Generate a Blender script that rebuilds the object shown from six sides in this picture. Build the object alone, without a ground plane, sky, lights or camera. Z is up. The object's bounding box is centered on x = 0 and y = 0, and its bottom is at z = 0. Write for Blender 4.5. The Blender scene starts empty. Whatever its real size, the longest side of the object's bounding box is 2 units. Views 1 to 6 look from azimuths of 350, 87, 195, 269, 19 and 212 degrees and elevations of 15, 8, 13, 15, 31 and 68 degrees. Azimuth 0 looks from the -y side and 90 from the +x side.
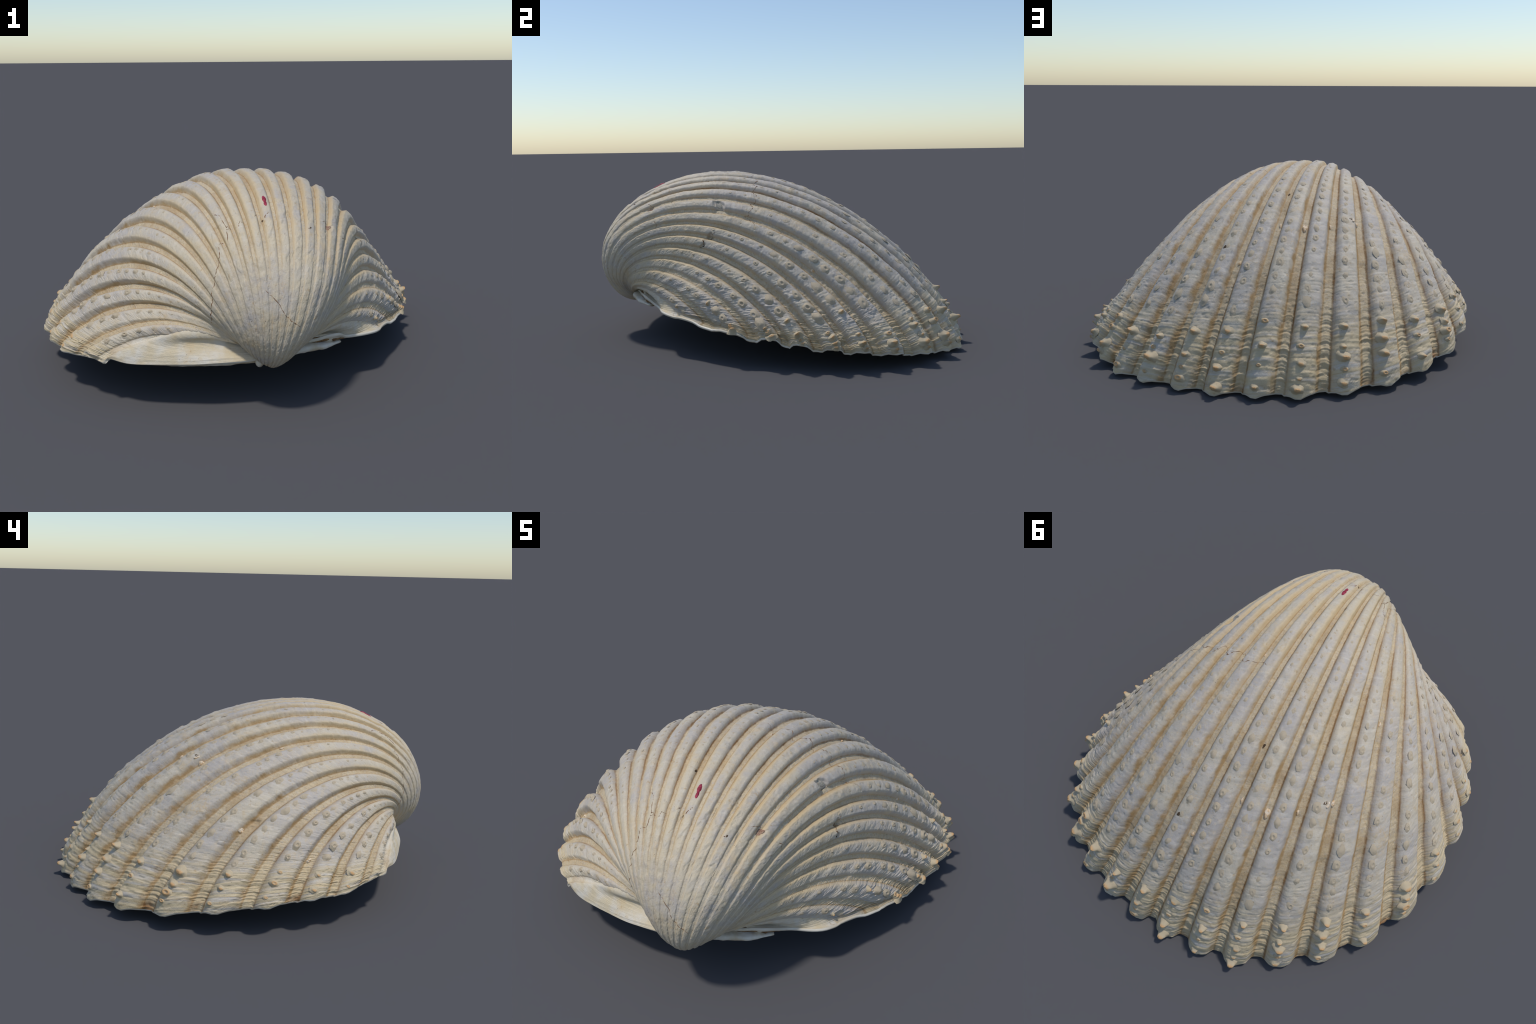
# Spiny cockle shell: one valve lying hollow side down.
# The valve is described the way it grows: the margin (a closed line of control points)
# is shrunk towards the beak and twisted round the hinge axis as age goes back in time.
#   u   = position round the margin counted in ribs (0..23; below/above: the smooth ears)
#   tau = growth age (0 = margin, larger = nearer the beak), size = exp(-tau)
import bpy, math
import numpy as np
from mathutils import Matrix, Vector

rng = np.random.default_rng(20)

# ------------------------------------------------------------------ growth model
APEX = np.array([0.0170, -0.7581, 0.2804])
HINGE_AXIS = np.array([1.0, 0.0406, -0.1945])
TWIST = (0.4515, 0.4105, -0.0545)
MARGIN = [  # (u, point): rib ends, and the two ears out to the hinge
    (-6.0, (0.026, -0.823, 0.240)), (-5.0, (0.120, -0.786, 0.261)), (-4.0, (0.219, -0.757, 0.259)),
    (-3.0, (0.313, -0.730, 0.260)), (-2.0, (0.385, -0.658, 0.219)), (-1.0, (0.513, -0.614, 0.216)),
    (0.0, (0.603, -0.489, 0.206)), (1.0, (0.785, -0.263, 0.171)), (2.0, (0.861, -0.093, 0.159)),
    (3.0, (0.920, 0.045, 0.141)), (4.0, (0.957, 0.200, 0.129)), (5.0, (0.953, 0.334, 0.115)),
    (6.0, (0.926, 0.487, 0.102)), (7.0, (0.858, 0.652, 0.088)), (8.0, (0.745, 0.787, 0.068)),
    (9.0, (0.613, 0.888, 0.041)), (10.0, (0.446, 0.947, 0.038)), (11.0, (0.262, 0.988, 0.037)),
    (12.0, (0.091, 0.988, 0.029)), (13.0, (-0.096, 0.975, 0.042)), (14.0, (-0.282, 0.940, 0.041)),
    (15.0, (-0.470, 0.856, 0.046)), (16.0, (-0.644, 0.734, 0.065)), (17.0, (-0.792, 0.570, 0.096)),
    (18.0, (-0.905, 0.357, 0.123)), (19.0, (-0.963, 0.122, 0.160)), (20.0, (-0.967, -0.113, 0.187)),
    (21.0, (-0.924, -0.319, 0.206)), (22.0, (-0.861, -0.488, 0.206)), (23.0, (-0.751, -0.631, 0.213)),
    (23.7, (-0.690, -0.672, 0.197)), (24.6, (-0.650, -0.706, 0.217)), (25.6, (-0.567, -0.751, 0.207)),
    (26.8, (-0.405, -0.807, 0.212)), (28.0, (-0.236, -0.843, 0.218)), (29.0, (-0.056, -0.845, 0.224)),
    (30.0, (0.065, -0.763, 0.236)),
]
# slow departures from the pure spiral: six stations round the valve, three orders in age
BEND = np.array([
    [[0.509, 0.385, -0.276], [0.176, -1.018, 0.520], [-0.829, 0.828, 0.231]],
    [[0.779, 1.046, -0.423], [-1.268, -0.218, 0.468], [0.941, -0.747, 0.352]],
    [[-0.157, 1.069, 0.445], [-0.469, -1.349, 0.438], [0.406, 0.833, 0.223]],
    [[-0.386, 0.740, 0.839], [-0.809, -1.760, 0.573], [1.134, 1.156, -0.137]],
    [[-0.610, 0.377, 0.542], [0.153, -1.751, 0.361], [0.285, 1.539, 0.169]],
    [[-0.247, -0.219, 0.230], [-0.362, -0.038, -0.117], [0.455, 0.252, 0.532]]])


def smoothstep(a, b, x):
    t = np.clip((x - a) / (b - a), 0, 1)
    return t * t * (3 - 2 * t)


def hermite_curve(knots):
    us = np.array([k[0] for k in knots]); ps = np.array([k[1] for k in knots])
    tan = np.zeros_like(ps)
    h = np.diff(us)[:, None]; sl = np.diff(ps, axis=0) / h
    tan[1:-1] = (sl[:-1] * h[1:] + sl[1:] * h[:-1]) / (h[1:] + h[:-1])
    tan[0], tan[-1] = sl[0], sl[-1]

    def f(u):
        i = np.clip(np.searchsorted(us, u, side='right') - 1, 0, len(us) - 2)
        w = (us[i + 1] - us[i]); t = np.clip((u - us[i]) / w, 0, 1)[:, None]; w = w[:, None]
        t2, t3 = t * t, t * t * t
        return ((2 * t3 - 3 * t2 + 1) * ps[i] + (t3 - 2 * t2 + t) * w * tan[i]
                + (-2 * t3 + 3 * t2) * ps[i + 1] + (t3 - t2) * w * tan[i + 1])
    return f


P_STEEP, P_FLANK = -0.31, 0.41        # the rib runs from its steep wall to the foot of its gentle flank
U_MIN, U_MAX, TAU_MAX = -6.0, 30.0, 3.1
margin_at = hermite_curve(MARGIN)
END_REACH = [np.linalg.norm(margin_at(np.array([q])) - APEX) for q in (0.0, 23.0)]
_uu = np.linspace(-3, 26, 581)
_ker = np.exp(-0.5 * np.linspace(-3, 3, 141) ** 2); _ker /= _ker.sum()
_stations = [np.convolve(np.pad(np.interp(_uu / 23., np.linspace(0, 1, 6), np.eye(6)[k]), 70, mode='edge'), _ker, 'valid')
             for k in range(6)]


def lean(u):
    """The tubercle rows leave the middle of the ribs: towards the back edge on one flank, the front edge on the other."""
    return (0.09 * smoothstep(12.5, 17.5, u) - 0.11 * smoothstep(8.5, 3.5, u)) * smoothstep(-2.5, -0.5, u) * smoothstep(26, 23.5, u)


def from_row(u):
    """Rib-phase place of a point given by its place among the tubercle rows."""
    return u - lean(u)


def base(u, tau):
    """Point of the smooth valve, through the rib crests."""
    u = np.clip(u + lean(u), U_MIN, U_MAX)
    w = np.stack([np.interp(u, _uu, s) for s in _stations], -1)
    orders = np.stack([tau, tau ** 2 / 2, tau ** 3 / 6], -1) * np.exp(-0.3 * tau)[:, None]
    bend = np.zeros((len(u), 3))
    for k in range(6):
        for t in range(3):
            bend += (w[:, k] * orders[:, t])[:, None] * BEND[k, t]
    v = margin_at(u) - APEX
    reach = np.linalg.norm(v, axis=1)
    # the ears shrink to the hinge, and so does their departure from the spiral
    fade = np.where(u < 0, (reach / END_REACH[0]) ** 2.0, np.where(u > 23, (reach / END_REACH[1]) ** 0.7, 1.0))
    v = v + bend * np.minimum(fade, 1.0)[:, None]
    ax = HINGE_AXIS / np.linalg.norm(HINGE_AXIS)
    phi = TWIST[0] * tau + TWIST[1] * tau ** 2 + TWIST[2] * tau ** 3
    c, s = np.cos(phi)[:, None], np.sin(phi)[:, None]
    rot = v * c + np.cross(np.broadcast_to(ax, v.shape), v) * s + ax * (v @ ax)[:, None] * (1 - c)
    return APEX + np.exp(-tau)[:, None] * rot


def margin_reach(u):
    """How far the rim runs on past the last rib spines (in growth age)."""
    return 0.010 * smoothstep(11, 5, u) - 0.026 * smoothstep(6, 2.5, u) * smoothstep(-4.5, -2.5, u) + 0.003 * smoothstep(12, 13, u) * smoothstep(14.5, 13.5, u) + 0.019 * smoothstep(14.5, 18.5, u) * smoothstep(24.6, 22.0, u)


def grown(u, tau):
    """Growth age of the mesh row tau: rows near the rim stretch out to it; the rim is cut back in the grooves."""
    p = u - np.floor(u - P_STEEP)
    notch = smoothstep(P_FLANK - 0.15, 0.5, p) * (1 - smoothstep(0.62, 1 + P_STEEP, p)) * (u > P_STEEP) * (u < 23 + P_FLANK)
    slope = np.interp(u, [0, 6, 12, 18, 24], [.012, .011, .008, .010, .014])
    tip = smoothstep(0.30, 0.0, np.abs(p - 0.02)) ** 1.3
    return tau + (slope * (0.5 * notch - 1.1 * tip) * rib_strength(u) - margin_reach(u)) * np.exp(-tau / 0.05)


def base_frame(u, tau, e=0.04):
    du = base(np.minimum(u + e, U_MAX), tau) - base(np.maximum(u - e, U_MIN), tau)
    dt = base(u, tau + 0.012) - base(u, tau - 0.012)
    n = np.cross(du, dt)
    n /= np.linalg.norm(n, axis=1)[:, None] + 1e-12
    return n, du, dt


# ------------------------------------------------------------------ noise
_perm = rng.permutation(4096); _val = rng.uniform(-1, 1, 4096)


def vnoise(x, y, z=None):
    z = np.zeros_like(x) if z is None else z
    xi, yi, zi = np.floor(x).astype(int), np.floor(y).astype(int), np.floor(z).astype(int)
    fx, fy, fz = x - xi, y - yi, z - zi
    fx, fy, fz = [f * f * (3 - 2 * f) for f in (fx, fy, fz)]

    def h(a, b, c):
        return _val[_perm[(_perm[(_perm[a & 4095] + b) & 4095] + c) & 4095]]
    r = 0
    for a in (0, 1):
        for b in (0, 1):
            for c in (0, 1):
                r = r + h(xi + a, yi + b, zi + c) * (fx if a else 1 - fx) * (fy if b else 1 - fy) * (fz if c else 1 - fz)
    return r


def fbm(x, y, z=None, n=3):
    r, a = 0, 1.0
    for k in range(n):
        r = r + a * vnoise(x * 2 ** k + 17.3 * k, y * 2 ** k - 9.1 * k, None if z is None else z * 2 ** k)
        a *= 0.5
    return r


# ------------------------------------------------------------------ relief
TUB_STEP = np.array([0.1247, 0.1057, 0.102, 0.0904, 0.0844, 0.08, 0.0667, 0.0621, 0.0574, 0.0514, 0.0476, 0.0428, 0.0393, 0.0371, 0.0375, 0.0386, 0.0404, 0.0447, 0.0511, 0.0578, 0.0736, 0.0956, 0.1114, 0.1674])
TUB_FIRST = np.array([0.328, 0.286, 0.224, 0.279, 0.282, 0.284, 0.287, 0.226, 0.212, 0.215, 0.188, 0.219, 0.199, 0.204, 0.21, 0.216, 0.2, 0.196, 0.181, 0.167, 0.215, 0.208, 0.261, 0.22])
TUB_LAST = np.array([0.895, 1.28, 1.193, 1.203, 1.04, 1.036, 1.002, 1.022, 1.044, 1.042, 1.026, 1.033, 1.039, 1.043, 1.047, 1.05, 1.053, 1.057, 1.124, 1.071, 1.114, 1.212, 1.264, 1.186])


def rib_strength(u):
    return smoothstep(-0.7, 4.5, u) ** 0.7 * smoothstep(24.2, 20.3, u) * 0.95 + 0.05 * smoothstep(-1, 0, u) * smoothstep(24.5, 23, u)


def relief(u, tau):
    """Height over the crest surface (mostly negative: the grooves are sunk)."""
    i = np.floor(u - P_STEEP)                       # rib number
    p = u - i                                       # phase across rib, P_STEEP .. P_STEEP+1
    size = np.exp(-tau)
    old = smoothstep(1.1, 1.8, tau)                # worn, shallow sculpture at the beak
    q = np.where(p < 0.18, p + 1, p)                # 0.18 .. 1.18 from one rib top over the groove to the next
    groove = smoothstep(P_FLANK - 0.13, P_FLANK + 0.04, q) * (1 - smoothstep(0.64, 0.81, q))
    dome = np.clip((p - 0.05) / 0.36, -1, 1) ** 2   # rounded rib top
    st = rib_strength(u)
    spacing = 0.205 * size ** 0.82
    depth = spacing * (0.235 * (1 - 0.62 * old)) * st
    depth = depth * (1 - 0.4 * smoothstep(0.7, 1.3, tau) * (smoothstep(7, 3, u) + smoothstep(16, 20, u)))
    inside = (u > P_STEEP) & (u < 23 + P_FLANK)
    h = -depth * (groove + (0.24 + 0.25 * smoothstep(0.2, 0.05, tau)) * dome * (1 - groove))
    h = h - 0.25 * np.clip(0.03 - tau, 0, 0.08)      # the rim turns in
    h = np.where(inside, h, -depth - 0.25 * np.clip(0.03 - tau, 0, 0.08) * smoothstep(-3, 0, u) * smoothstep(26, 23, u))
    # swelling of the rib under every tubercle
    ii = np.clip(i, 0, 23).astype(int)
    n = (tau - TUB_FIRST[ii]) / TUB_STEP[ii]
    on = smoothstep(-1.5, 0, n) * smoothstep(TUB_LAST[ii] + .15, TUB_LAST[ii] - .1, tau) * inside
    swell = (0.5 + 0.5 * np.cos(2 * np.pi * n)) * np.exp(-((p + lean(u)) / 0.17) ** 2)
    h = h + on * swell * 0.0045 * size ** 0.5 * (0.35 + 0.9 * vnoise(ii * 3.7, np.round(n) * 1.7 + 0.3))
    side = smoothstep(7, 2, u) + 0.55 * smoothstep(17, 21, u)
    h = h + on * side * swell * 0.0045 * size
    # growth lines: bowed in the grooves, crowded and lamellar at the margin
    q = (p - 0.54) / 0.15
    bow = np.where((p > P_FLANK - 0.05) & inside, 0.006 * (np.clip(q * q, 0, 1.6) - 1), 0.0)
    t = tau + bow + 0.004 * vnoise(u * 1.3, tau * 9)
    late = smoothstep(0.22, 0.08, tau) + (0.7 * smoothstep(0.55, 0.2, tau) * smoothstep(9, 4, u)) * (1 - smoothstep(0.22, 0.08, tau))
    lines = vnoise(u * 0.5 + 5, t * 300) + 0.55 * vnoise(u * 0.8 + 50, t * 130)
    gr = np.where(inside, smoothstep(P_FLANK - .2, P_FLANK, p), 0.4)
    ribbed = smoothstep(-1, 1, u) * smoothstep(25, 23, u)
    flank_side = 0.5 * smoothstep(9, 4, u) + 0.28 * smoothstep(16, 20, u)
    lam = smoothstep(0.30, 0.12, tau) + flank_side * smoothstep(0.75, 0.3, tau)
    ridge = 1 - np.abs(vnoise(u * 0.6 + 9, t * 120)) * 2 + 0.6 * (1 - np.abs(vnoise(u * 1.1 + 31, t * 230)) * 2)
    h = h + 0.0022 * np.minimum(lam, 1) * ridge * inside * (0.25 + 0.75 * groove) * ribbed
    h = h + lines * (0.0005 * smoothstep(1.5, 1.0, tau) * smoothstep(24, 14, u) + 0.0003 + 0.0013 * late * (0.35 + 1.1 * gr) + 0.0003 * side * smoothstep(1.4, .6, tau)) * np.minimum(1, 1.4 * size) * (0.07 + 0.93 * ribbed)
    h = h + 0.004 * late * ribbed * np.maximum(0, vnoise(u * 7, t * 110) - 0.25)
    steps = ((t * 30 + 1.3 * vnoise(u * 0.45, tau * 6)) % 1.0)
    h = h + late * ribbed * 0.0045 * (steps - 0.5) * (0.5 + 0.5 * vnoise(u * 1.7 + 3, tau * 25))
    # broad unevenness of the growth, ear folds
    h = h + 0.0035 * fbm(u * 0.8, tau * 14) * size ** 0.7 * (0.3 + 0.7 * ribbed)
    h = h + 0.0022 * fbm(u * 5, tau * 40) * size ** 0.5 * (0.12 + 0.88 * smoothstep(0, 7, u) * smoothstep(21.5, 14.5, u))
    h = h - 0.0022 * smoothstep(0.45, 0.62, vnoise(u * 13, tau * 120)) * ribbed * size ** 0.5
    crust = smoothstep(7.5, 4, u) * smoothstep(0.02, 0.1, tau) * smoothstep(0.85, 0.45, tau) * ribbed
    h = h + 0.006 * crust * np.maximum(0, fbm(u * 3.6 + 70, tau * 34) - 0.25)
    ear = smoothstep(-0.2, -1.2, u) + smoothstep(23.4, 24.4, u)
    h = h + ear * 0.003 * vnoise(u * 0.9, tau * 2.0)
    # flaked, worn plates towards the beak
    flake = smoothstep(0.06, 0.16, fbm(u * 1.1 + 40, tau * 11 + 7)) * smoothstep(1.15, 1.28, tau) * smoothstep(1.85, 1.6, tau) * smoothstep(6, 8, u) * smoothstep(18, 15, u)
    h = h - 0.0028 * flake
    # set the sculpture back to the measured surface, fill out the hollows beside the beak
    h = h - 0.0045 * smoothstep(2, 5, u) * smoothstep(24, 22, u)
    h = h + 0.048 * smoothstep(0.35, 1.0, tau) * smoothstep(21.0, 23.8, u) * smoothstep(27.5, 24.3, u) * np.exp(-0.3 * tau)
    h = h + 0.006 * smoothstep(0.02, 0.3, tau) * smoothstep(3, 0, u) * np.exp(-0.5 * tau)
    h = h + 0.010 * smoothstep(0.02, 0.2, tau) * smoothstep(1.1, 0.6, tau) * smoothstep(7, 2.5, u) * smoothstep(-1.0, 0.5, u)
    h = h + 0.010 * smoothstep(1.2, 1.6, tau) * smoothstep(2.2, 1.7, tau) * smoothstep(15, 9, u) * smoothstep(2, 6, u)
    h = h + 0.013 * smoothstep(1.4, 1.8, tau) * smoothstep(2.35, 2.05, tau) * smoothstep(11, 7, u) * smoothstep(1, 3.5, u)
    h = h + 0.012 * np.exp(-((u - 13.2) / 0.75) ** 2) * smoothstep(0.55, 0.25, tau)
    h = h - 0.006 * smoothstep(15, 17, u) * smoothstep(23, 22, u) * smoothstep(0.4, 0.2, tau)
    for (cu, ct, ru, rt, d) in CHIPS:
        r = np.hypot((u - from_row(cu)) / ru, (tau - ct) / rt) + 0.35 * vnoise(u * 7, tau * 60)
        h = h - d * (1 - smoothstep(0.75, 1.05, r))
    return h


#        u      tau   half width  half length  depth
CHIPS = [(6.98, 1.008, 0.36, 0.026, 0.012), (4.55, 1.012, 0.22, 0.016, 0.012), (3.75, 1.009, 0.2, 0.014, 0.01), (7.42, 1.382, 0.3, 0.026, 0.007), (10.65, 1.380, 0.25, 0.03, 0.005), (18.6, 0.375, 0.12, 0.012, 0.006)]


def shell(u, tau):
    n, _, _ = base_frame(u, tau)
    return base(u, tau) + n * relief(u, tau)[:, None]


# ------------------------------------------------------------------ materials
def lin(c):
    return tuple(((v / 255) / 12.92 if v / 255 <= 0.04045 else ((v / 255 + 0.055) / 1.055) ** 2.4) for v in c) + (1.0,)


class Nodes:
    def __init__(self, name):
        self.mat = bpy.data.materials.new(name); self.mat.use_nodes = True
        self.t = self.mat.node_tree
        self.bsdf = self.t.nodes['Principled BSDF']
        self.co = self.t.nodes.new('ShaderNodeTexCoord').outputs['Object']

    def _in(self, sock, v):
        if isinstance(v, bpy.types.NodeSocket):
            self.t.links.new(v, sock)
        else:
            sock.default_value = v

    def noise(self, scale, detail=3, rough=0.55, vec=None, dist=0.0):
        n = self.t.nodes.new('ShaderNodeTexNoise')
        self._in(n.inputs['Vector'], vec or self.co)
        n.inputs['Scale'].default_value = scale; n.inputs['Detail'].default_value = detail
        n.inputs['Roughness'].default_value = rough; n.inputs['Distortion'].default_value = dist
        return n.outputs['Fac']

    def voronoi(self, scale, rnd=1.0):
        n = self.t.nodes.new('ShaderNodeTexVoronoi'); self._in(n.inputs['Vector'], self.co)
        n.inputs['Scale'].default_value = scale; n.inputs['Randomness'].default_value = rnd
        return n.outputs['Distance']

    def attr(self, name):
        n = self.t.nodes.new('ShaderNodeAttribute'); n.attribute_name = name
        return n.outputs['Fac']

    def math(self, op, a, b=0.0, clamp=False):
        n = self.t.nodes.new('ShaderNodeMath'); n.operation = op; n.use_clamp = clamp
        self._in(n.inputs[0], a); self._in(n.inputs[1], b)
        return n.outputs[0]

    def ramp(self, v, a, b, to0=0.0, to1=1.0):
        n = self.t.nodes.new('ShaderNodeMapRange'); n.interpolation_type = 'SMOOTHSTEP'
        self._in(n.inputs[0], v)
        n.inputs[1].default_value = a; n.inputs[2].default_value = b
        n.inputs[3].default_value = to0; n.inputs[4].default_value = to1
        return n.outputs[0]

    def mix(self, f, a, b):
        n = self.t.nodes.new('ShaderNodeMix'); n.data_type = 'RGBA'
        self._in(n.inputs[0], f); self._in(n.inputs[6], a); self._in(n.inputs[7], b)
        return n.outputs[2]

    def vec(self, x, y, z):
        n = self.t.nodes.new('ShaderNodeCombineXYZ')
        for k, v in enumerate((x, y, z)):
            self._in(n.inputs[k], v)
        return n.outputs[0]

    def finish(self, color, rough=0.6, bump=None, strength=0.3, distance=0.004, spec=0.35):
        self._in(self.bsdf.inputs['Base Color'], color)
        self._in(self.bsdf.inputs['Roughness'], rough)
        self.bsdf.inputs['Specular IOR Level'].default_value = spec
        if bump is not None:
            b = self.t.nodes.new('ShaderNodeBump'); self._in(b.inputs['Height'], bump)
            b.inputs['Strength'].default_value = strength * 1.5; b.inputs['Distance'].default_value = distance
            self.t.links.new(b.outputs[0], self.bsdf.inputs['Normal'])
        return self.mat


CREAM, LILAC, WHITE = lin((205, 189, 158)), lin((183, 174, 164)), lin((211, 203, 188))  # LILAC tinted back towards the cool grey that blue skylight gives the ribs
TAN, OCHRE, RUST = lin((202, 183, 150)), lin((170, 139, 95)), lin((140, 96, 52))
BUFF, PIT = lin((202, 183, 146)), lin((96, 74, 52))


def shell_material(name, kind):
    N = Nodes(name)
    age = N.attr('growth_age'); u = N.attr('rib_place'); p = N.attr('rib_phase')
    big = N.noise(5, 3); mid = N.noise(16, 4); fine = N.noise(70, 4, 0.65); grain = N.noise(260, 3, 0.7)
    # noise stretched along the growth lines
    band = N.noise(1.0, 3, 0.6, N.vec(N.math('MULTIPLY', u, 0.55), N.math('MULTIPLY', age, 60), 0.0))
    band2 = N.noise(1.0, 2, 0.6, N.vec(N.math('MULTIPLY', u, 0.9), N.math('MULTIPLY', age, 170), 3.0))
    late = N.ramp(age, 0.26, 0.10)
    old = N.ramp(age, 0.8, 1.4)
    beak = N.ramp(age, 1.35, 1.80)
    # where iron stain settled: strong over the back, faint on the sides and towards the beak
    stain = N.math('MULTIPLY', N.ramp(u, 3.5, 8.5), N.ramp(u, 23.6, 20.5, 0.0, 1.0))
    stain = N.math('ADD', N.math('MULTIPLY', stain, 0.62), 0.30)
    stain = N.math('MULTIPLY', stain, N.ramp(age, 1.65, 0.9, 0.30, 1.0))
    stain = N.math('MULTIPLY', stain, N.ramp(N.math('ADD', big, N.math('MULTIPLY', N.math('SUBTRACT', mid, 0.5), 0.6)), 0.30, 0.62, 0.35, 1.1), clamp=True)

    def rib_top():
        c = N.mix(N.ramp(big, 0.36, 0.66), LILAC, lin((198, 186, 165)))
        c = N.mix(N.math('MULTIPLY', N.ramp(band, 0.50, 0.72), 0.45), c, WHITE)
        c = N.mix(N.math('MULTIPLY', old, N.ramp(mid, 0.3, 0.75)), c, CREAM)
        c = N.mix(N.math('MULTIPLY', N.ramp(fine, 0.50, 0.70), 0.45), c, TAN)
        c = N.mix(N.math('MULTIPLY', N.ramp(N.noise(140, 4, 0.7), 0.55, 0.70), 0.35), c, lin((166, 148, 124)))
        c = N.mix(N.math('MULTIPLY', N.ramp(mid, 0.55, 0.70), 0.35), c, LILAC)
        return c
    if kind == 'rib':
        c = rib_top()
        c = N.mix(N.math('MULTIPLY', N.math('MULTIPLY', late, 0.9), N.ramp(band, 0.66, 0.42)), c, BUFF)
        c = N.mix(N.math('MULTIPLY', N.math('MULTIPLY', late, N.ramp(band2, 0.56, 0.72)), 0.45), c, OCHRE)
        flank = N.ramp(N.math('ADD', p, N.math('MULTIPLY', N.math('SUBTRACT', mid, 0.5), 0.20)), 0.325, 0.41)
        c = N.mix(N.math('MULTIPLY', flank, stain), c, OCHRE)
        spill = N.math('MULTIPLY', N.ramp(N.noise(7.5, 5, 0.65), 0.54, 0.68), N.ramp(fine, 0.30, 0.65))
        c = N.mix(N.math('MULTIPLY', spill, 0.45), c, lin((194, 166, 122)))
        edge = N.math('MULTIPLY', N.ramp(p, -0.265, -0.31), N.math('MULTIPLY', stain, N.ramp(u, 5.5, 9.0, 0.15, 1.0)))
        c = N.mix(edge, c, lin((142, 106, 64)))  # thin dark brown line along the steep wall
        wide = N.ramp(N.math('ADD', p, N.math('MULTIPLY', N.math('SUBTRACT', big, 0.5), 0.3)), 0.10, 0.36)
        c = N.mix(N.math('MULTIPLY', N.math('MULTIPLY', wide, N.ramp(age, 0.45, 1.1)), N.ramp(age, 1.75, 1.3, 0.0, 0.75)), c, lin((202, 177, 134)))
    elif kind == 'groove':
        c = N.mix(N.ramp(mid, 0.3, 0.7), TAN, CREAM)
        c = N.mix(N.math('MULTIPLY', N.ramp(fine, 0.48, 0.66), 0.6), c, LILAC)
        c = N.mix(N.math('MULTIPLY', N.math('MULTIPLY', N.math('MULTIPLY', stain, N.ramp(mid, 0.30, 0.62, 0.3, 1.0)), N.ramp(age, 1.2, 0.7)), 0.32), c, lin((168, 149, 121)))
        c = N.mix(N.math('MULTIPLY', N.ramp(N.noise(110, 3), 0.50, 0.62), 0.32), c, OCHRE)
        c = N.mix(N.math('MULTIPLY', N.ramp(N.noise(190, 3), 0.58, 0.68), N.math('MULTIPLY', stain, 0.35)), c, lin((122, 100, 76)))
        c = N.mix(N.math('MULTIPLY', N.ramp(big, 0.45, 0.65), N.math('MULTIPLY', stain, 0.5)), c, OCHRE)
        c = N.mix(N.math('MULTIPLY', late, 0.6), c, BUFF)
        c = N.mix(N.math('MULTIPLY', N.ramp(band2, 0.55, 0.70), 0.30), c, OCHRE)
        a = N.ramp(N.math('ADD', p, N.math('MULTIPLY', N.math('SUBTRACT', mid, 0.5), 0.10)), 0.47, 0.41)
        c = N.mix(N.math('MULTIPLY', a, stain), c, OCHRE)
        foot = N.math('MULTIPLY', N.ramp(p, 0.405, 0.425), N.ramp(N.math('ADD', p, N.math('MULTIPLY', N.math('SUBTRACT', fine, 0.5), 0.05)), 0.475, 0.445))
        c = N.mix(N.math('MULTIPLY', N.math('MULTIPLY', foot, N.ramp(mid, 0.25, 0.6, 0.4, 1.0)), N.ramp(age, 1.9, 1.3, 0.2, 0.62)), c, lin((162, 128, 82)))
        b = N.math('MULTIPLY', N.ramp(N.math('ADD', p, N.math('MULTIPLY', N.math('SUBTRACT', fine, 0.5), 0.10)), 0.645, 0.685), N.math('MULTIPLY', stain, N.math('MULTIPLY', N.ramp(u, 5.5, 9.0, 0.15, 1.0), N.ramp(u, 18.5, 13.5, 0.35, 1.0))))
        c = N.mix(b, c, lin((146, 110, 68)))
        c = N.mix(beak, c, rib_top())
        c = N.mix(N.math('MULTIPLY', N.math('MULTIPLY', N.ramp(age, 0.03, 0.0), N.ramp(big, 0.5, 0.62)), 0.8), c, RUST)
    else:
        c = N.mix(N.ramp(mid, 0.3, 0.7), CREAM, WHITE)
        c = N.mix(N.math('MULTIPLY', N.ramp(band2, 0.5, 0.75), 0.35), c, TAN)
        c = N.mix(N.math('MULTIPLY', N.ramp(big, 0.55, 0.72), 0.45), c, OCHRE)
    c = N.mix(N.math('MULTIPLY', N.ramp(N.noise(24, 5, 0.7), 0.52, 0.68), 0.42), c, TAN)
    c = N.mix(N.math('MULTIPLY', N.ramp(N.noise(11, 5, 0.65), 0.55, 0.72), 0.40), c, lin((204, 176, 130)))
    # scattered stain patches, dark pinholes
    c = N.mix(N.math('MULTIPLY', N.ramp(N.noise(38, 2), 0.66, 0.74), 0.45), c, OCHRE)
    c = N.mix(N.math('MULTIPLY', N.ramp(N.voronoi(42), 0.075, 0.045), N.ramp(N.noise(9, 1), 0.52, 0.60)), c, PIT)
    c = N.mix(N.math('MULTIPLY', N.ramp(grain, 0.60, 0.75), 0.22), c, RUST)
    h = N.math('ADD', N.math('MULTIPLY', fine, 0.8), N.math('MULTIPLY', grain, 0.45 if kind != 'groove' else 0.9))
    h = N.math('ADD', h, N.math('MULTIPLY', band2, {'rib': 0.3, 'groove': 0.5, 'ear': 0.12}[kind]))
    return N.finish(c, 0.58, h, 0.32, 0.005)


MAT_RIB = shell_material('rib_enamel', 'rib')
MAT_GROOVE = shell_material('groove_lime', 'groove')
MAT_EAR = shell_material('ear_lime', 'ear')


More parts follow.
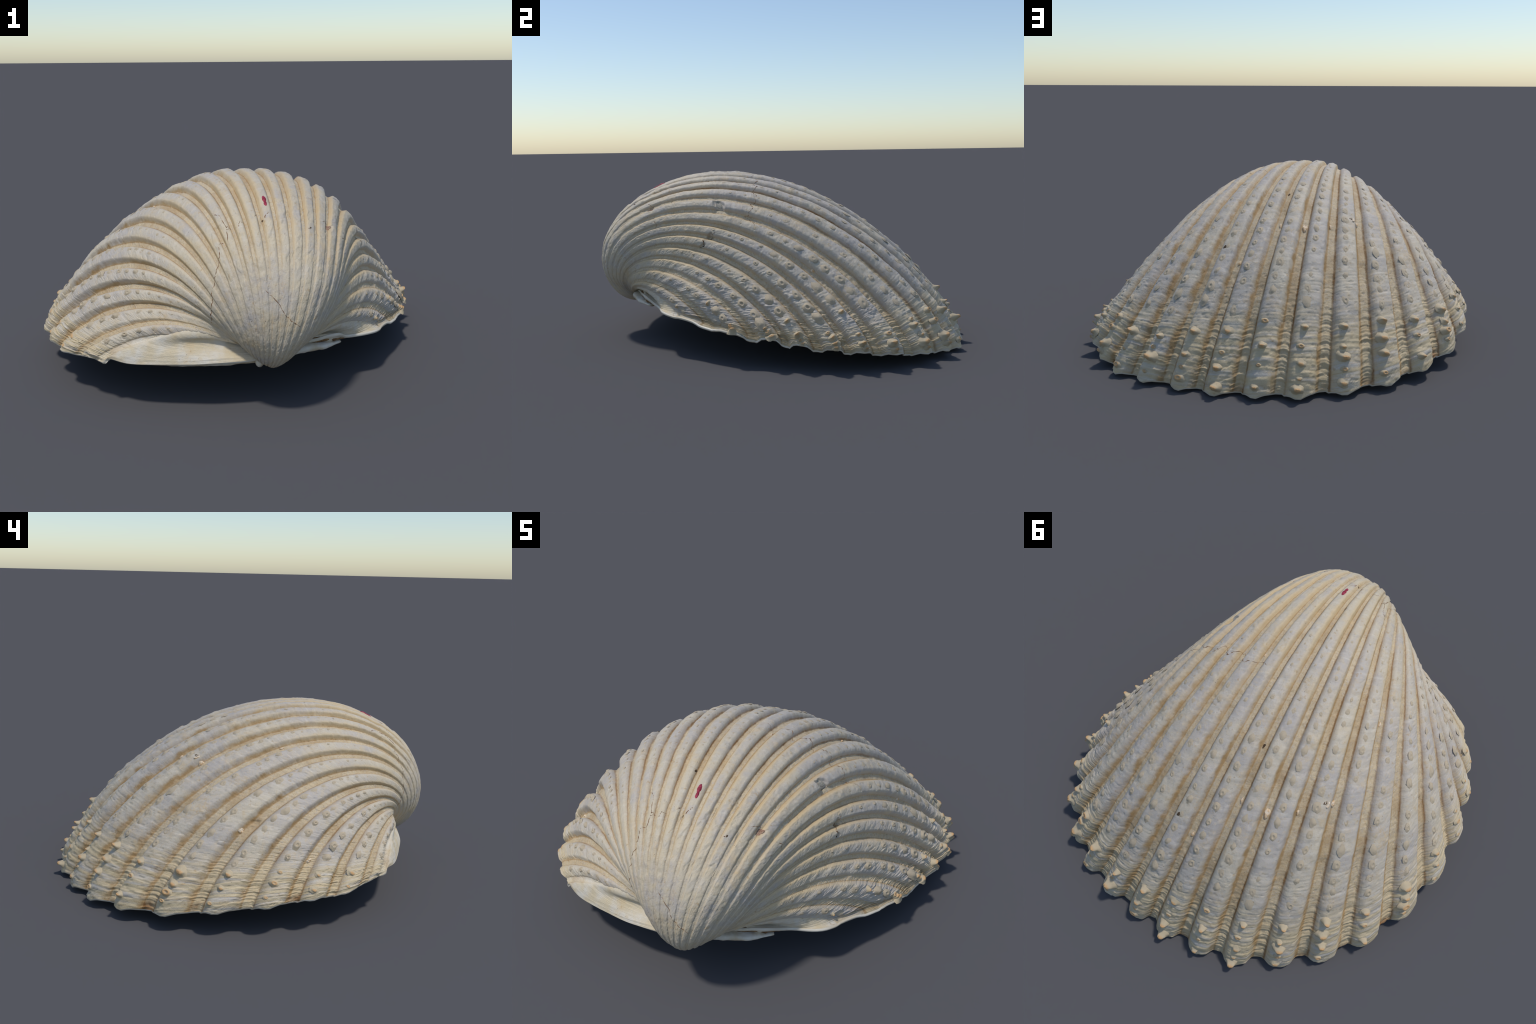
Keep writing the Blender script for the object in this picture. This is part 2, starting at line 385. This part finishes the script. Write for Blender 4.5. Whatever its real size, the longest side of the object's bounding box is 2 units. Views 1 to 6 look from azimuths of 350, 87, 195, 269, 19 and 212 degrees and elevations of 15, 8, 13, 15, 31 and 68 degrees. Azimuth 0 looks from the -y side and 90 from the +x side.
def plain_material(name, a, b, scale=40, rough=0.6, strength=0.3, third=None):
    N = Nodes(name)
    c = N.mix(N.ramp(N.noise(scale, 4), 0.35, 0.65), a, b)
    if third:
        c = N.mix(N.ramp(N.noise(scale * 2.3, 3), 0.55, 0.7), c, third)
    return N.finish(c, rough, N.noise(scale * 5, 3), strength, 0.004)


MAT_INNER = plain_material('inner_porcelain', lin((212, 204, 188)), lin((198, 185, 162)), 8, 0.45)
MAT_HINGE = plain_material('hinge_porcelain', lin((210, 203, 188)), lin((190, 174, 146)), 14, 0.5)
MAT_LIGAMENT = plain_material('ligament_brown', lin((104, 74, 44)), lin((150, 116, 76)), 60, 0.7, 0.6, lin((70, 48, 30)))
MAT_BUTTON = plain_material('tubercle_lime', lin((199, 186, 163)), lin((194, 174, 142)), 60, 0.55, 0.3, lin((164, 134, 96)))
MAT_CRACK = plain_material('crack_dirt', lin((104, 72, 46)), lin((144, 106, 70)), 60, 0.8)
MAT_PIT = plain_material('pit_dirt', lin((70, 56, 42)), lin((104, 82, 58)), 90, 0.85)
MAT_RED = plain_material('red_paint', lin((138, 32, 52)), lin((172, 58, 80)), 70, 0.5)
MAT_GRAIN = plain_material('sand_grain', lin((226, 212, 190)), lin((205, 170, 125)), 50, 0.6)
MAT_SCAR = plain_material('scar_grey', lin((178, 170, 154)), lin((162, 154, 138)), 60, 0.75, 0.5, lin((138, 126, 108)))
MAT_BROWN = plain_material('scar_brown', lin((150, 112, 90)), lin((176, 148, 124)), 80, 0.7, 0.5, lin((110, 74, 56)))


def spine_material():
    N = Nodes('spine_lime')
    tip = N.attr('spine_height')
    c = N.mix(N.ramp(N.noise(45, 3), 0.35, 0.65), lin((186, 172, 148)), lin((200, 180, 142)))
    c = N.mix(N.math('MULTIPLY', N.ramp(tip, 0.55, 0.95), 0.85), c, lin((206, 160, 106)))
    c = N.mix(N.math('MULTIPLY', N.ramp(N.noise(70, 2), 0.60, 0.72), 0.6), c, OCHRE)
    return N.finish(c, 0.5, N.noise(220, 3), 0.25, 0.003)


MAT_SPINE = spine_material()

# ------------------------------------------------------------------ objects
root = bpy.data.objects.new('cockle_shell', None)
bpy.context.scene.collection.objects.link(root)
root['label'] = 'pale ribbed cockle shell with small spines, lying hollow side down'
root['category'] = 'seashell'


def add_mesh(name, verts, faces, mat, normals=None, attrs=None, parent=None, smooth=True):
    me = bpy.data.meshes.new(name)
    me.from_pydata(np.asarray(verts).tolist(), [], np.asarray(faces).tolist() if not isinstance(faces, list) else faces)
    me.materials.append(mat)
    for k, v in (attrs or {}).items():
        a = me.attributes.new(k, 'FLOAT', 'POINT'); a.data.foreach_set('value', np.asarray(v, dtype=np.float32))
    me.polygons.foreach_set('use_smooth', [smooth] * len(me.polygons))
    me.update()
    if normals is not None:
        me.normals_split_custom_set_from_vertices(np.asarray(normals).tolist())
    ob = bpy.data.objects.new(name, me)
    bpy.context.scene.collection.objects.link(ob)
    ob.parent = parent or root
    return ob


# columns: rib top, then the groove after it, rib by rib; smooth ears outside
rib_p = np.concatenate([np.linspace(P_STEEP, P_STEEP + 0.07, 5)[:-1], np.linspace(P_STEEP + 0.07, 0.18, 8)[:-1], np.linspace(0.18, P_FLANK, 7)])
gro_p = np.concatenate([np.linspace(P_FLANK, 0.62, 7)[1:-1], np.linspace(0.62, 1 + P_STEEP, 8)])
cols, pieces = [], []            # pieces: (kind, rib index, first column, last column)
cols += list(np.linspace(U_MIN, P_STEEP, 70)); pieces.append(('ear', -1, 0, 69))
for i in range(24):
    a = len(cols) - 1
    cols += list(i + rib_p[1:]); b = len(cols) - 1
    pieces.append(('rib', i, a, b))
    if i < 23:
        cols += list(i + gro_p); pieces.append(('groove', i, b, len(cols) - 1))
a = len(cols) - 1
cols += list(np.linspace(23 + P_FLANK, U_MAX, 80)[1:]); pieces.append(('ear', 24, a, len(cols) - 1))
cols = np.array(cols)
rows = np.concatenate([np.linspace(0, 0.30, 150)[:-1], np.linspace(0.30, 1.3, 270)[:-1], np.linspace(1.3, TAU_MAX, 190)])
nu, nt = len(cols), len(rows)
UU, TT = np.meshgrid(cols, rows, indexing='ij')
uf, tf = UU.ravel(), grown(UU.ravel(), TT.ravel())
TT = tf.reshape(UU.shape)
BN = base_frame(uf, tf)[0]
BP = base(uf, tf)
GP = (BP + BN * relief(uf, tf)[:, None]).reshape(nu, nt, 3)
du = np.gradient(GP, axis=0); dt = np.gradient(GP, axis=1)
GN = np.cross(du, dt); GN /= np.linalg.norm(GN, axis=2)[..., None] + 1e-12


def grid_faces(w, h):
    idx = np.arange(w * h).reshape(w, h)
    return np.stack([idx[:-1, :-1], idx[1:, :-1], idx[1:, 1:], idx[:-1, 1:]], -1).reshape(-1, 4)


T_UMBO = int(np.searchsorted(rows, 1.85))
outer = bpy.data.objects.new('outer_surface', None)
bpy.context.scene.collection.objects.link(outer); outer.parent = root
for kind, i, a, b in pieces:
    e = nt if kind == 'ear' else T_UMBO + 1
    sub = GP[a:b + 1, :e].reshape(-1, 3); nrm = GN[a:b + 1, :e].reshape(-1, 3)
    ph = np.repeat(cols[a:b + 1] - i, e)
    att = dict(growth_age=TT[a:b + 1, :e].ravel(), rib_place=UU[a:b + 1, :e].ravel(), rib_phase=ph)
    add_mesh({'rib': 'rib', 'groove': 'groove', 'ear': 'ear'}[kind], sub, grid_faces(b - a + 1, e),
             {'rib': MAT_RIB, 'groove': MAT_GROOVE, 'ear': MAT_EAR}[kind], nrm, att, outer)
# the beak: the oldest growth of all ribs together
a, b = pieces[0][3], pieces[-1][2]
W, H = b - a + 1, nt - T_UMBO
sub = GP[a:b + 1, T_UMBO:].reshape(-1, 3); nrm = GN[a:b + 1, T_UMBO:].reshape(-1, 3)
uu = UU[a:b + 1, T_UMBO:].ravel()
ph = uu - np.floor(uu - P_STEEP)
# triangle-wave phase keeps the stain continuous where one rib passes to the next
att = dict(growth_age=TT[a:b + 1, T_UMBO:].ravel(), rib_place=uu, rib_phase=np.where(ph > P_FLANK, P_FLANK - (ph - P_FLANK) * 0.9, ph))
add_mesh('beak', sub, grid_faces(W, H), MAT_RIB, nrm, att, outer)

# ------------------------------------------------------------------ rim and hollow inside
rim_t = np.concatenate([np.linspace(0, 0.3, 40)[:-1], np.linspace(0.3, 1.5, 60)])
cu = cols[::2] if (len(cols) % 2) else np.append(cols[::2], cols[-1])
IU, IT = np.meshgrid(cu, rim_t, indexing='ij')
iu, it = IU.ravel(), grown(IU.ravel(), IT.ravel())
n_in = base_frame(iu, it)[0]
rl = relief(iu, it)
mean_depth = -0.16 * 0.205 * np.exp(-0.82 * it) * rib_strength(iu)
keep = np.exp(-(it / 0.14) ** 2)
thick = 0.013 + 0.024 * smoothstep(0.0, 0.35, it)
thick = thick * np.exp(-0.25 * it)
inner_h = rl * keep + mean_depth * (1 - keep) * 1.25 - thick
IP = (base(iu, it) + n_in * inner_h[:, None]).reshape(len(cu), len(rim_t), 3)
f = grid_faces(len(cu), len(rim_t))[:, ::-1]
add_mesh('hollow', IP.reshape(-1, 3), f, MAT_INNER)
# rounded lip joining outside and inside
ou = cu
t_rim = grown(ou, np.zeros_like(ou))
o = shell(ou, t_rim); inn = IP[:, 0]
tang = base(ou, t_rim) - base(ou, t_rim + 0.02); tang /= np.linalg.norm(tang, axis=1)[:, None]
k = 7
lip = []
for j in range(k):
    s = j / (k - 1)
    lip.append(o * (1 - s) + inn * s + tang * (0.0055 * math.sin(math.pi * s)))
lip = np.stack(lip, 1)
ph = cu - np.floor(cu - P_STEEP)
add_mesh('lip', lip.reshape(-1, 3), grid_faces(len(cu), k)[:, ::-1], MAT_INNER)


# ------------------------------------------------------------------ swept pieces
def sweep(points, sections, name, mat, parent=None, seg=14, up=(0, 0, 1), wob=0.0):
    """Elliptical section (half width, half height) swept along a smooth line."""
    kn = [(float(j), p) for j, p in enumerate(points)]
    f = hermite_curve(kn)
    t = np.linspace(0, len(points) - 1, (len(points) - 1) * 8 + 1)
    c = f(t)
    s = np.stack([np.interp(t, range(len(points)), [x[q] for x in sections]) for q in (0, 1)], -1)
    d = np.gradient(c, axis=0); d /= np.linalg.norm(d, axis=1)[:, None]
    sd = np.cross(d, up); sd /= np.linalg.norm(sd, axis=1)[:, None]
    nn = np.cross(sd, d)
    an = np.linspace(0, 2 * np.pi, seg, endpoint=False)
    ca, sa = np.sign(np.cos(an)) * np.abs(np.cos(an)) ** .75, np.sign(np.sin(an)) * np.abs(np.sin(an)) ** .75
    V = c[:, None] + sd[:, None] * (s[:, None, :1] * ca[None, :, None]) + nn[:, None] * (s[:, None, 1:] * sa[None, :, None])
    if wob:
        q = V.reshape(-1, 3); V = (q + wob * np.stack([fbm(q[:, 0] * 30, q[:, 1] * 30, q[:, 2] * 30 + 9 * z) for z in range(3)], -1)).reshape(V.shape)
    n = len(t); idx = np.arange(n * seg).reshape(n, seg); nx = np.roll(idx, -1, 1)
    F = np.stack([idx[:-1], nx[:-1], nx[1:], idx[1:]], -1).reshape(-1, 4).tolist()
    F += [idx[0][::-1].tolist(), idx[-1].tolist()]
    return add_mesh(name, V.reshape(-1, 3), F, mat, parent=parent)


hinge = bpy.data.objects.new('hinge', None)
bpy.context.scene.collection.objects.link(hinge); hinge.parent = root
sweep([(-0.52, -0.715, 0.195), (-0.35, -0.765, 0.198), (-0.18, -0.795, 0.205), (-0.02, -0.80, 0.215), (0.139, -0.785, 0.232),
       (0.24, -0.745, 0.222), (0.325, -0.695, 0.213)],
      [(.012, .008), (.02, .012), (.026, .016), (.03, .018), (.034, .018), (.032, .012), (.016, .006)], 'hinge_plate', MAT_HINGE, hinge, wob=0.003)
sweep([(0.10, -0.770, 0.256), (0.20, -0.742, 0.250), (0.29, -0.708, 0.240), (0.37, -0.655, 0.215)],
      [(.012, .008), (.022, .013), (.022, .014), (.006, .005)], 'ligament', MAT_LIGAMENT, hinge, wob=0.004)
sweep([(-0.05, -0.835, 0.215), (-0.047, -0.843, 0.203), (-0.040, -0.835, 0.190)], [(.020, .014), (.018, .012), (.008, .006)], 'hinge_tooth', MAT_HINGE, hinge, wob=0.002, up=(0, 1, 0))


# ------------------------------------------------------------------ tubercles and spines
def lathe_mesh(name, prof, mat, sx=1.0, sy=1.0, lean=0.0, seg=14, scoop=0.0, wob=0.0, seed=0):
    """prof: (radius, height) rings from foot to top. +y looks towards the beak."""
    r = np.random.default_rng(seed)
    V, hh = [], []
    top = max(p[1] for p in prof)
    for (rad, z) in prof:
        for k in range(seg):
            a = 2 * math.pi * k / seg
            x, y = rad * math.cos(a) * sx, rad * math.sin(a) * sy
            zz = z
            f = max(z, 0) / top
            if scoop and y > 0:
                y *= 1 - scoop * f
            g = 1 + wob * r.uniform(-1, 1)
            V.append((x * g, y * g + lean * f ** 1.5, zz * (1 + 0.5 * wob * r.uniform(-1, 1)))); hh.append(f)
    n = len(prof); idx = np.arange(n * seg).reshape(n, seg); nx = np.roll(idx, -1, 1)
    F = np.stack([idx[:-1], nx[:-1], nx[1:], idx[1:]], -1).reshape(-1, 4).tolist() + [idx[-1].tolist()]
    me = bpy.data.meshes.new(name); me.from_pydata(V, [], F); me.materials.append(mat)
    at = me.attributes.new('spine_height', 'FLOAT', 'POINT'); at.data.foreach_set('value', hh)
    me.polygons.foreach_set('use_smooth', [True] * len(F)); me.update()
    return me


ring_prof = [(2.0, -0.30), (1.6, 0.02), (1.25, 0.22), (0.98, 0.44), (0.76, 0.50), (0.56, 0.38), (0.36, 0.14), (0.04, 0.10)]
dome_prof = [(2.0, -0.30), (1.6, 0.03), (1.15, 0.30), (0.75, 0.58), (0.40, 0.74), (0.05, 0.80)]
spine_prof = [(1.75, -0.6), (1.4, 0.0), (1.12, 0.42), (0.92, 0.95), (0.74, 1.38), (0.50, 1.70), (0.12, 1.78)]
stub_prof = [(1.7, -0.5), (1.35, 0.03), (1.0, 0.5), (0.86, 0.85), (0.60, 0.95), (0.4, 0.72), (0.08, 0.70)]
RINGS = [lathe_mesh('tubercle', ring_prof, MAT_BUTTON, 0.85, 1.2, 0, 14, 0, 0.16, s) for s in range(4)]
DOMES = [lathe_mesh('tubercle', dome_prof, MAT_BUTTON, 0.85, 1.25, -0.25, 14, 0, 0.18, 10 + s) for s in range(3)]
SPINES = [lathe_mesh('spine', spine_prof, MAT_SPINE, 1.0, 0.80, -0.35, 16, 0.75, 0.13, 20 + s) for s in range(5)]
STUBS = [lathe_mesh('spine', stub_prof, MAT_SPINE, 1.05, 0.75, -0.05, 14, 0.2, 0.10, 30 + s) for s in range(3)]


def place(u, tau, lift=0.0):
    uu = np.array([from_row(u)]); tt = np.array([tau])
    n, du, dt = base_frame(uu, tt)
    pnt = base(uu, tt) + n * (relief(uu, tt)[:, None] + lift)
    n = n[0]; y = dt[0] - n * (dt[0] @ n); y /= np.linalg.norm(y)
    x = np.cross(y, n)
    return pnt[0], np.stack([x, y, n], 1)


spots = []      # (apparent size, mesh, matrix, kind)
for i in range(24):
    lateral = 1.0 if i < 6 else (0.55 if i > 19 else 0.0)
    t = TUB_FIRST[i]
    while t < TUB_LAST[i]:
        tt = t + rng.normal(0, 0.05) * TUB_STEP[i]
        size = 0.0122 * math.exp(-0.5 * tt) * float(0.32 + 0.68 * smoothstep(1.15, 0.45, tt)) * rng.uniform(0.75, 1.15)
        if i < 7:
            size *= 1.3
        if i in (0, 23):
            size *= 0.7
        u = i + rng.normal(0, 0.02)
        r = rng.random()
        if lateral == 1.0 and tt < 0.5 and r < 0.30:
            kind, me, hz = 'spine', SPINES[rng.integers(5)], 0.9
        elif r < 0.62:
            kind, me, hz = 'tubercle', RINGS[rng.integers(4)], rng.uniform(0.35, 0.8)
        else:
            kind, me, hz = 'tubercle', DOMES[rng.integers(3)], rng.uniform(0.3, 0.8)
        if lateral and kind == 'tubercle':
            hz *= 1.7
        if 0.5 < tt and kind == 'tubercle':
            hz *= 0.8
        if rng.random() > 0.06 + 0.3 * float(smoothstep(0.6, 1.1, tt)):
            pt, R = place(u, tt)
            spots.append((size, me, pt, R, hz, kind))
        t += TUB_STEP[i]
    # crowded spines of the last growth
    if 1 <= i <= 22:
        edge_age = max(0.0, -float(margin_reach(np.array([float(i)]))[0]))
        t = edge_age + 0.010 + rng.uniform(0, 0.012)
        stop = min(TUB_FIRST[i] - 0.02, edge_age + 0.165)
        while t < stop:
            r = rng.random()
            size = 0.0225 * rng.uniform(0.5, 1.12)
            if r < 0.62:
                me, hz = SPINES[rng.integers(5)], rng.uniform(0.35, 1.05)
            else:
                me, hz = STUBS[rng.integers(3)], rng.uniform(0.5, 1.0); size *= 0.85
            if i > 18 or i < 6:
                hz *= 1.3 if i < 6 else 0.7; size *= 0.68
            pt, R = place(i + rng.normal(0, 0.025), t)
            spots.append((size * 1.3, me, pt, R, hz, 'spine'))
            t += rng.uniform(0.022, 0.062) * (1.0 if 7 <= i <= 18 else 1.6)


def spot_matrix(size, pt, R, hz):
    s = size / (1.0)
    a = rng.normal(0, 0.12)
    ca, sa = math.cos(a), math.sin(a)
    R2 = R @ np.array([[ca, -sa, 0], [sa, ca, 0], [0, 0, 1]]) @ np.diag([s, s, s * hz])
    M = np.eye(4); M[:3, :3] = R2; M[:3, 3] = pt
    return M


order = sorted(range(len(spots)), key=lambda k: -spots[k][0] * (1.5 if spots[k][5] == 'spine' else 1))
ornament = bpy.data.objects.new('ornament', None)
bpy.context.scene.collection.objects.link(ornament); ornament.parent = root
joined_v, joined_f, joined_h, off = [], [], [], 0
count = {'spine': 0, 'tubercle': 0}
for k in order:
    size, me, pt, R, hz, kind = spots[k]
    M = spot_matrix(size / (1.3 if kind == 'spine' and size > 0.0125 else 1.0), pt, R, hz)
    if count[kind] < 290:
        ob = bpy.data.objects.new(kind, me)
        ob.matrix_world = Matrix(M.tolist())
        bpy.context.scene.collection.objects.link(ob); ob.parent = ornament
        count[kind] += 1
    else:
        v = np.array([x.co[:] for x in me.vertices]); v = v @ M[:3, :3].T + M[:3, 3]
        joined_v.append(v); joined_f += [[q + off for q in p.vertices] for p in me.polygons]; off += len(v)
if joined_v:
    ob = add_mesh('small_tubercles', np.concatenate(joined_v), joined_f, MAT_BUTTON, parent=ornament)
    ob['kind'] = 'stuff'
print('tubercles and spines', len(spots), count)


# ------------------------------------------------------------------ cracks, stains, grains
def on_surface_line(pts, step=0.006):
    us = np.array([p[0] for p in pts]); ts = np.array([p[1] for p in pts])
    k = np.linspace(0, len(pts) - 1, (len(pts) - 1) * 14 + 1)
    u, t = np.interp(k, range(len(pts)), us), np.interp(k, range(len(pts)), ts)
    u = from_row(u) + 0.03 * vnoise(k * 2.1, k * 0 + us[0]); t = t + 0.006 * vnoise(k * 2.7, k * 0 + 7 + ts[0])
    return u, t


def crack(pts, width=0.0017):
    u, t = on_surface_line(pts)
    n, _, _ = base_frame(u, t)
    c = shell(u, t) - n * width * 0.35
    d = np.gradient(c, axis=0); d /= np.linalg.norm(d, axis=1)[:, None] + 1e-9
    s = np.cross(d, n)
    w = 1.35 * width * (0.55 + 0.45 * vnoise(np.arange(len(u)) * 0.5, u)) * np.clip(np.minimum(np.arange(len(u)), np.arange(len(u))[::-1]) / 6 + .25, 0, 1)
    an = np.linspace(0, 2 * np.pi, 6, endpoint=False)
    V = c[:, None] + (s[:, None] * np.cos(an)[None, :, None] + n[:, None] * np.sin(an)[None, :, None]) * w[:, None, None]
    m = len(u); idx = np.arange(m * 6).reshape(m, 6); nx = np.roll(idx, -1, 1)
    F = np.stack([idx[:-1], nx[:-1], nx[1:], idx[1:]], -1).reshape(-1, 4)
    add_mesh('crack', V.reshape(-1, 3), F, MAT_CRACK, parent=marks)


def blob(name, u, tau, ru, rt, thick, mat, seed=0, lift=0.0, rag=0.25):
    """A flat patch of foreign matter lying on the shell and following it."""
    r = np.random.default_rng(seed)
    rings, seg = 7, 28
    u = float(from_row(u))
    ang = np.linspace(0, 2 * np.pi, seg, endpoint=False)
    edge = 1 + rag * np.sin(ang * 2 + r.uniform(0, 6)) * .5 + rag * np.sin(ang * 3 + r.uniform(0, 6)) * .5 + rag * .3 * np.sin(ang * 7 + r.uniform(0, 6))
    V = []
    for k in range(rings):
        f = k / (rings - 1)
        uu = u + ru * f * edge * np.cos(ang); tt = tau + rt * f * edge * np.sin(ang)
        n, _, _ = base_frame(uu, tt)
        h = thick * math.sqrt(max(0, 1 - f * f)) + lift - (0.003 if k == rings - 1 else 0) + 0.0006
        V.append(shell(uu, tt) + n * h)
    V = np.stack(V); idx = np.arange(rings * seg).reshape(rings, seg); nx = np.roll(idx, -1, 1)
    F = np.stack([idx[:-1], idx[1:], nx[1:], nx[:-1]], -1).reshape(-1, 4)
    add_mesh(name, V.reshape(-1, 3), F, mat, parent=marks)


marks = bpy.data.objects.new('surface_marks', None)
bpy.context.scene.collection.objects.link(marks); marks.parent = root
crack([(11.3, 0.827), (10.6, 0.862), (10, 0.841), (9.55, 0.876), (9.3, 0.879), (9, 0.852), (8.65, 0.871), (8.35, 0.885), (8.1, 0.852), (7.75, 0.855), (7.45, 0.880), (7.15, 0.859), (6.85, 0.862), (6.6, 0.884), (6.15, 0.828), (5.9, 0.823)])
crack([(15.4, 1.206), (15, 1.247), (14.9, 1.334), (14.7, 1.343), (15, 1.346), (15.2, 1.415)], 0.0014)
crack([(15.55, 1.386), (15.8, 1.378), (16.25, 1.443), (16.65, 1.462), (17.4, 1.514), (18.25, 1.547), (18.8, 1.583), (19.7, 1.599), (20.6, 1.602), (21.4, 1.593)], 0.0019)
crack([(12.95, 1.755), (12.45, 1.799), (11.6, 1.877), (11.1, 1.936), (10.5, 1.980), (9.6, 2.028), (8.6, 2.064)], 0.0013)
crack([(5, 0.989), (4.5, 1.007), (4.1, 1.029), (3.7, 1.005)], 0.0026)
crack([(13.6, 1.351), (13.95, 1.345), (14.15, 1.369)], 0.0016)
crack([(12.6, 1.327), (12.95, 1.342)], 0.0016)
crack([(11.9, 1.335), (12.05, 1.348), (12.3, 1.367)], 0.0018)
crack([(11.55, 1.446), (11.35, 1.442)], 0.002)
crack([(9.3, 1.464), (9.05, 1.459)], 0.002)
crack([(8.1, 1.380), (7.6, 1.358), (7.3, 1.375)], 0.0013)
crack([(6.3, 1.377), (5.8, 1.361), (5.4, 1.376)], 0.0013)
blob('red_stain', 12.02, 1.253, 0.13, 0.022, 0.004, MAT_RED, 1, rag=0.15)
blob('red_stain', 12.00, 1.283, 0.10, 0.018, 0.003, MAT_RED, 2, rag=0.15)
blob('scar', 6.98, 1.008, 0.24, 0.018, 0.0015, MAT_SCAR, 3)
blob('scar', 7.42, 1.382, 0.20, 0.020, 0.002, MAT_BROWN, 4)
for k, (u, t) in enumerate([(10.9, 0.387), (12.5, 0.616), (15.2, 0.497), (12.4, 1.374), (12.72, 1.155), (9.1, 1.460), (3.72, 1.005)]):
    blob('pit', u, t, 0.055, 0.007, 0.0006, MAT_PIT, 30 + k)
for k, (u, t, s) in enumerate([(13.57, 0.447, 1), (15.5, 0.490, 0.7), (12.6, 0.465, 0.5), (14.5, 0.463, 0.5), (16.6, 0.728, 0.6), (15.3, 0.491, 0.6), (20.6, 0.211, 0.8), (8.6, 0.641, 0.5), (5.6, 0.525, 0.6), (18.5, 0.321, 0.7), (10.5, 0.886, 0.4), (11.6, 0.341, 0.5)]):
    blob('sand_grain', u, t, 0.085 * s, 0.016 * s, 0.010 * s, MAT_GRAIN, 60 + k)

# stand the shell on the ground
bpy.context.view_layer.update()
low = min((o.matrix_world @ v.co).z for o in bpy.data.objects if o.type == 'MESH' and o.name.split('.')[0] in ('lip', 'spine', 'rib', 'groove', 'hollow') for v in o.data.vertices)
root.location.z = -low
print('lowest point', low)
